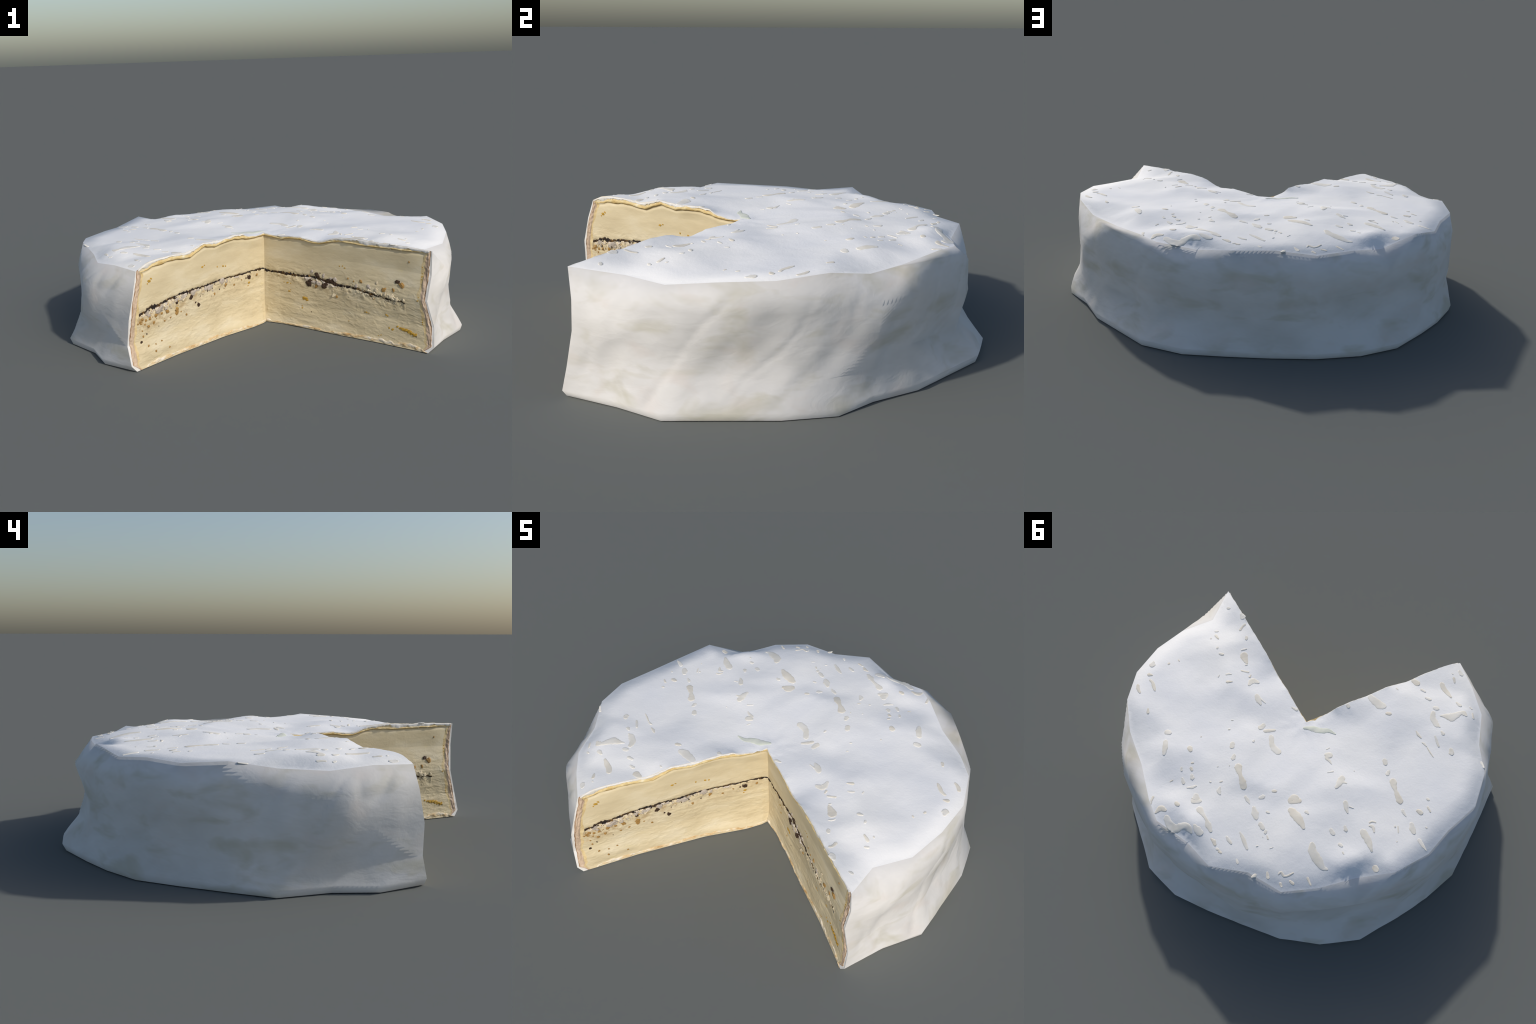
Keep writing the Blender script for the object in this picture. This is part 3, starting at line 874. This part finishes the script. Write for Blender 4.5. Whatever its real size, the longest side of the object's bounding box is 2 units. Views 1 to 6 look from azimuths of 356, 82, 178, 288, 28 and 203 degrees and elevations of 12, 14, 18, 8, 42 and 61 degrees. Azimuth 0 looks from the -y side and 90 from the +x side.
crumbs(A_CUT, "cream", 678, 258, 9.9, 726, 241, 8.1, 757, 234, 9.9, 788, 226, 9, 432, 196, 8.1, 828, 227, 6.3, 679, 292, 6.3)
crumbs(A_CUT, "dark", 276, 235, 12, 282, 247, 8, 324, 286, 10, 335, 276, 8, 372, 232, 12, 380, 243, 8, 387, 256, 10, 398, 262, 9, 416, 265, 10, 430, 254, 12, 445, 252, 9, 360, 262, 9, 790, 309, 8, 345, 296, 2.2, 330, 276, 5.4, 294, 250, 4)
crumbs(A_CUT, "dark", 785, 228, 3.1, 741, 227, 4.5, 291, 87, 2.2, 270, 224, 5.4)
crumbs(A_CUT, "amber", 323, 226, 9, 720, 264, 10, 813, 297, 10, 818, 291, 7.2, 591, 287, 7.7, 772, 269, 6.8, 446, 190, 5.4, 550, 282, 4.5, 514, 291, 4, 152, 274, 4.5)
crumbs(A_CUT, "amber", 121, 266, 4, 433, 277, 4, 850, 412, 4.5, 272, 274, 5.4)
crumbs(A_CUT, "fleck", 251, 153, 9, 262, 145, 5.9, 242, 157, 5.4, 234, 100, 4.5, 232, 110, 2.7, 622, 136, 4.5, 611, 136, 2.7, 635, 134, 2.7, 731, 140, 4, 738, 135, 3.1)
crumbs(A_CUT, "fleck", 152, 178, 4.5, 161, 187, 2.2, 141, 221, 4.5, 162, 221, 3.1, 120, 222, 2.7, 462, 346, 3.1, 479, 349, 2.7, 493, 340, 3.6, 919, 395, 2.2, 917, 350, 3.1)
crumbs(A_CUT, "fleck", 918, 364, 2.2, 915, 336, 2.2, 902, 236, 3.1, 906, 252, 2.2, 928, 135, 3.1, 928, 147, 2.2, 929, 126, 2.2, 869, 72, 3.6, 900, 75, 3.6, 707, 38, 2.7)
crumbs(A_CUT, "fleck", 694, 33, 2.2, 520, 77, 2.2)

crumbs(A_CUT, "fleck", 795, 92, 5, 812, 88, 6, 830, 86, 8, 846, 84, 9, 862, 80, 9, 878, 74, 8, 893, 68, 7, 770, 76, 5, 750, 80, 4)
crumbs(A_CUT, "dark", 838, 87, 3, 856, 83, 4, 868, 78, 3, 900, 64, 3)

def scatter(f, kind, n, lo, hi, drop, size, seed):
    """grit strewn under the ash seam"""
    rng = np.random.default_rng(seed)
    seam = np.array(f.seam_line, float)
    v = []
    for _ in range(n):
        u = rng.uniform(lo, hi)
        z = np.interp(u, seam[:, 0], seam[:, 1]) - abs(rng.normal(0, drop)) - 4
        v += [u, z, rng.uniform(*size)]
    crumbs(f, kind, *v)

scatter(B_CUT, "amber", 34, 560, 905, 26, (1.8, 4.2), 21)
scatter(B_CUT, "white", 30, 180, 900, 9, (2.5, 6.0), 22)
scatter(B_CUT, "cream", 30, 100, 900, 30, (2.5, 6.0), 23)
scatter(B_CUT, "dark", 14, 60, 900, 7, (1.6, 3.6), 24)
scatter(A_CUT, "cream", 26, 150, 820, 22, (2.5, 5.5), 25)
scatter(A_CUT, "dark", 10, 100, 800, 5, (1.5, 3.4), 26)
scatter(A_CUT, "amber", 10, 80, 820, 12, (1.5, 3.6), 27)

# flakes on the crown: knots (x, y, radius)
mould_patch(666, -687, 8.1)
mould_patch(574, -658, 9.6, 564, -646, 14.9)
mould_patch(545, -567, 7.4, 541, -590, 6.3, 534, -601, 7.4)
mould_patch(493, -527, 7.3, 489, -517, 8.4)
mould_patch(672, -519, 6.3, 663, -522, 6.3)
mould_patch(657, -488, 7.9, 637, -471, 5.2)
mould_patch(675, -460, 4.2)
mould_patch(582, -372, 7.2, 571, -373, 9.3)
mould_patch(612, -405, 6.2)
mould_patch(485, -440, 4.1, 477, -448, 6.2, 466, -455, 4.2)
mould_patch(459, -411, 20.6, 448, -391, 15.4, 430, -374, 7.2)
mould_patch(427, -360, 5.1)
mould_patch(433, -314, 5.1, 400, -319, 6.1)
mould_patch(379, -294, 6.1, 379, -307, 3)
mould_patch(362, -245, 8.1, 357, -280, 19.2, 329, -277, 10.1)
mould_patch(497, -257, 4.6, 487, -265, 7.1, 474, -266, 3.6)
mould_patch(471, -214, 9.1, 450, -222, 3)
mould_patch(534, -234, 3.6, 533, -244, 3.1)
mould_patch(899, -191, 16.6, 901, -207, 6.2)
mould_patch(886, -122, 9.3, 873, -124, 6.2)
mould_patch(864, -92, 6.1, 844, -80, 8.2, 821, -49, 8.6, 813, -39, 4.1)
mould_patch(912, -38, 7.7, 900, -17, 9.2, 883, -1, 5.1)
mould_patch(796, 81, 5, 787, 100, 7.5)
mould_patch(297, -192, 11, 280, -170, 16.9, 262, -151, 7)
mould_patch(268, -179, 5, 242, -167, 3.5)
mould_patch(208, -22, 13.7, 202, -40, 10.8)
mould_patch(178, -12, 10.7, 139, -33, 6.8)
mould_patch(101, -195, 5, 79, -191, 8.4)
mould_patch(783, -271, 4.1, 778, -266, 4.1)
mould_patch(820, -228, 5.7)
mould_patch(363, -7, 3, 357, -9, 2.9)
mould_patch(353, 50, 4.4)
mould_patch(639, 174, 13.8)
mould_patch(626, 232, 11.7, 613, 264, 14.1, 604, 297, 8.7)
mould_patch(494, 224, 13.1, 488, 232, 11.6)
mould_patch(449, 296, 5.8)
mould_patch(444, 325, 7.7, 438, 331, 6.7)
mould_patch(424, 361, 8.6, 418, 370, 10.5)
mould_patch(421, 427, 3.3, 400, 419, 8.5, 385, 406, 5.7)
mould_patch(490, 339, 4.8, 484, 351, 5.7)
mould_patch(463, 390, 5.7, 450, 408, 8.6)
mould_patch(516, 421, 3.3, 508, 413, 3.8)
mould_patch(361, 457, 14.1, 353, 476, 21.6, 365, 492, 9.4, 334, 476, 11.2)
mould_patch(434, 526, 9.4, 425, 531, 10.3)
mould_patch(514, 598, 6.6, 499, 570, 16, 476, 575, 9.4)
mould_patch(450, 610, 14, 419, 639, 17.7, 386, 643, 18.5, 353, 622, 16.7, 320, 629, 14.8, 305, 642, 6.5)
mould_patch(298, 610, 8.3, 286, 619, 14.8, 267, 628, 18.4)
mould_patch(312, 520, 16.8, 280, 543, 7, 256, 562, 7.4, 241, 580, 14.8, 220, 603, 9.2)
mould_patch(562, 529, 6.6, 562, 546, 5.7, 556, 563, 2.4)
mould_patch(302, 127, 10.6, 298, 143, 12.5)
mould_patch(267, 191, 8.6, 266, 205, 11)
mould_patch(222, 245, 18.1, 213, 261, 14.2, 193, 286, 7.6, 173, 310, 16, 158, 332, 16)
mould_patch(266, 379, 6.6, 264, 398, 12.2, 253, 408, 5.6)
mould_patch(129, 378, 6.5, 114, 391, 10.3, 98, 405, 2.8)
mould_patch(59, 358, 8.4, 50, 351, 11.2)
mould_patch(11, 306, 7.5, 3, 304, 8.4)
mould_patch(68, 420, 8.4, 53, 444, 17.6, 40, 464, 11.1)
mould_patch(-4, 420, 7.4)
mould_patch(6, 490, 11, -11, 505, 10.1)
mould_patch(-31, 519, 7.8)
mould_patch(-45, 535, 3.2, -55, 548, 4.6)
mould_patch(-97, 311, 24.2, -84, 329, 14.9, -122, 311, 13)
mould_patch(-108, 373, 15.7, -137, 390, 23.1, -175, 419, 16.6, -194, 439, 8.3)
mould_patch(138, 12, 12.1, 121, 50, 12.1, 102, 70, 16.4, 76, 82, 17.3)
mould_patch(209, 74, 5.8)
mould_patch(200, 640, 4.1, 185, 646, 10.1, 173, 660, 6.9)
mould_patch(154, 678, 6.8, 148, 679, 5.5)
mould_patch(139, 686, 6.4, 132, 688, 6.4)
mould_patch(134, 606, 5.5, 121, 616, 8.7, 104, 628, 5.9)
mould_patch(83, 562, 3.7, 66, 577, 9.2, 47, 599, 10, 23, 625, 6.8)
mould_patch(47, 694, 4.1, 38, 706, 6.8)
mould_patch(-19, 598, 4.1)
mould_patch(277, 348, 3.8, 270, 343, 4.7)
mould_patch(323, 363, 4.3)
mould_patch(471, 138, 3.4)
mould_patch(-52, 747, 4.5, -60, 737, 9)
mould_patch(-112, 704, 4.9, -123, 723, 8.1)
mould_patch(-165, 692, 3.6, -172, 678, 5.4, -192, 695, 5.8, -208, 686, 4.5, -226, 665, 4)
mould_patch(-82, 591, 2.3, -93, 582, 2.3)
mould_patch(267, 250, 2.4)
mould_patch(-28, 547, 2)
mould_patch(321, 273, 2.9)
mould_patch(-165, 15, 13.4, -177, 13, 16.3, -167, 35, 9.6, -186, 45, 7.6, -201, 58, 2.4)
mould_patch(-151, -15, 3.4, -159, -27, 3.4)
mould_patch(-202, 113, 2.8, -223, 100, 4.3)
mould_patch(-442, -57, 10.5, -450, -44, 11.5)
mould_patch(-480, -3, 8.6, -479, 9, 10.5)
mould_patch(-263, -382, 15, -290, -364, 21.9, -326, -349, 20.9, -336, -349, 16.9)
mould_patch(-373, -314, 9.9, -383, -316, 9.9)
mould_patch(-439, -566, 13.2, -456, -559, 16.3)
mould_patch(-494, -528, 7.6, -511, -523, 5.6)
mould_patch(-530, -484, 7.5, -547, -481, 10.1)
mould_patch(-582, -599, 11.2, -601, -574, 13.2, -628, -552, 11.1, -646, -537, 6.1)
mould_patch(-648, -721, 9.3, -657, -708, 11.4)
mould_patch(-630, -659, 7.7, -640, -637, 4.6)
mould_patch(-615, -684, 4.1)
mould_patch(-686, -511, 6, -704, -502, 10.1)
mould_patch(-758, -518, 5, -766, -514, 5)
mould_patch(-778, -485, 4.5, -790, -459, 5.5)
mould_patch(-628, -402, 3, -655, -410, 14, -684, -412, 25, -703, -433, 17, -722, -455, 10, -738, -460, 18, -749, -452, 8)
mould_patch(-595, -439, 12)
mould_patch(-589, -406, 11, -592, -382, 13.9, -611, -359, 14.9, -629, -341, 13.8, -642, -337, 4.9)
mould_patch(-541, -272, 3.4, -556, -256, 7.3, -572, -246, 3.9)
mould_patch(-589, -220, 3.9, -599, -218, 5.8, -612, -209, 3.4)
mould_patch(-619, -202, 2.9, -641, -180, 3.9, -662, -162, 2)
mould_patch(-638, -276, 4.4, -653, -253, 6.4, -670, -229, 4.9)
mould_patch(-662, -311, 5.9, -671, -303, 8.8)
mould_patch(-735, -229, 10.7, -741, -217, 13.6)
mould_patch(-369, -482, 4.5, -377, -477, 3.5)
mould_patch(-170, -288, 9.9)
mould_patch(-896, -222, 5.8, -913, -197, 4.4)
mould_patch(-320, 54, 2.4)
mould_patch(-278, 122, 15.1, -278, 151, 16, -271, 179, 8.5)
mould_patch(-287, 139, 9.4, -307, 141, 4.2)
mould_patch(-519, 43, 17.1, -531, 65, 12.8, -544, 85, 7.1, -562, 109, 13.2, -579, 130, 15.9)
mould_patch(-339, 243, 11.2, -351, 269, 10.2, -365, 287, 4.2)
mould_patch(-366, 254, 5.1, -383, 254, 2.3)
mould_patch(-609, 175, 7.5, -620, 188, 6.5, -632, 197, 2.3)
mould_patch(-681, 151, 10.3, -691, 154, 13.1)
mould_patch(-705, 74, 7.1)
mould_patch(-718, 115, 5.6, -735, 133, 3.7)
mould_patch(-670, 229, 10.2, -678, 245, 13.9, -691, 262, 12)
mould_patch(-731, 294, 9.7, -748, 310, 9.2, -774, 329, 2.8)
mould_patch(-480, 297, 3.7, -490, 285, 5.1, -505, 285, 3.7)
mould_patch(-487, 313, 5.5, -501, 309, 9.2, -516, 335, 4.6)
mould_patch(-468, 356, 15.6, -499, 384, 18.3, -519, 409, 11.9, -535, 432, 5.5)
mould_patch(-322, 400, 10.1, -334, 411, 11)
mould_patch(-377, 360, 6.4, -386, 373, 9.2)
mould_patch(-384, 453, 8.2, -391, 456, 8.2)
mould_patch(-410, 487, 4.1, -416, 492, 3.6)
mould_patch(-263, 505, 12.7, -274, 535, 20.9, -311, 565, 21.7, -347, 591, 13.5, -366, 590, 6.3)
mould_patch(-600, 270, 4.2)
mould_patch(-613, 264, 3.7, -624, 292, 3.2)
mould_patch(-580, 505, 13)
mould_patch(-299, 663, 5.4, -322, 687, 4)
mould_patch(-742, 219, 4.2)
mould_patch(-632, 341, 2.8)
mould_patch(-179, 356, 9.3, -188, 360, 5.5)
mould_patch(-188, 732, 6.3, -197, 741, 4.9)
mould_patch(-229, 706, 6.3, -242, 711, 7.2)
mould_patch(-2, -100, 8, -45, -112, 17, -88, -112, 17, -122, -128, 12, -160, -118, 4, kind="green")
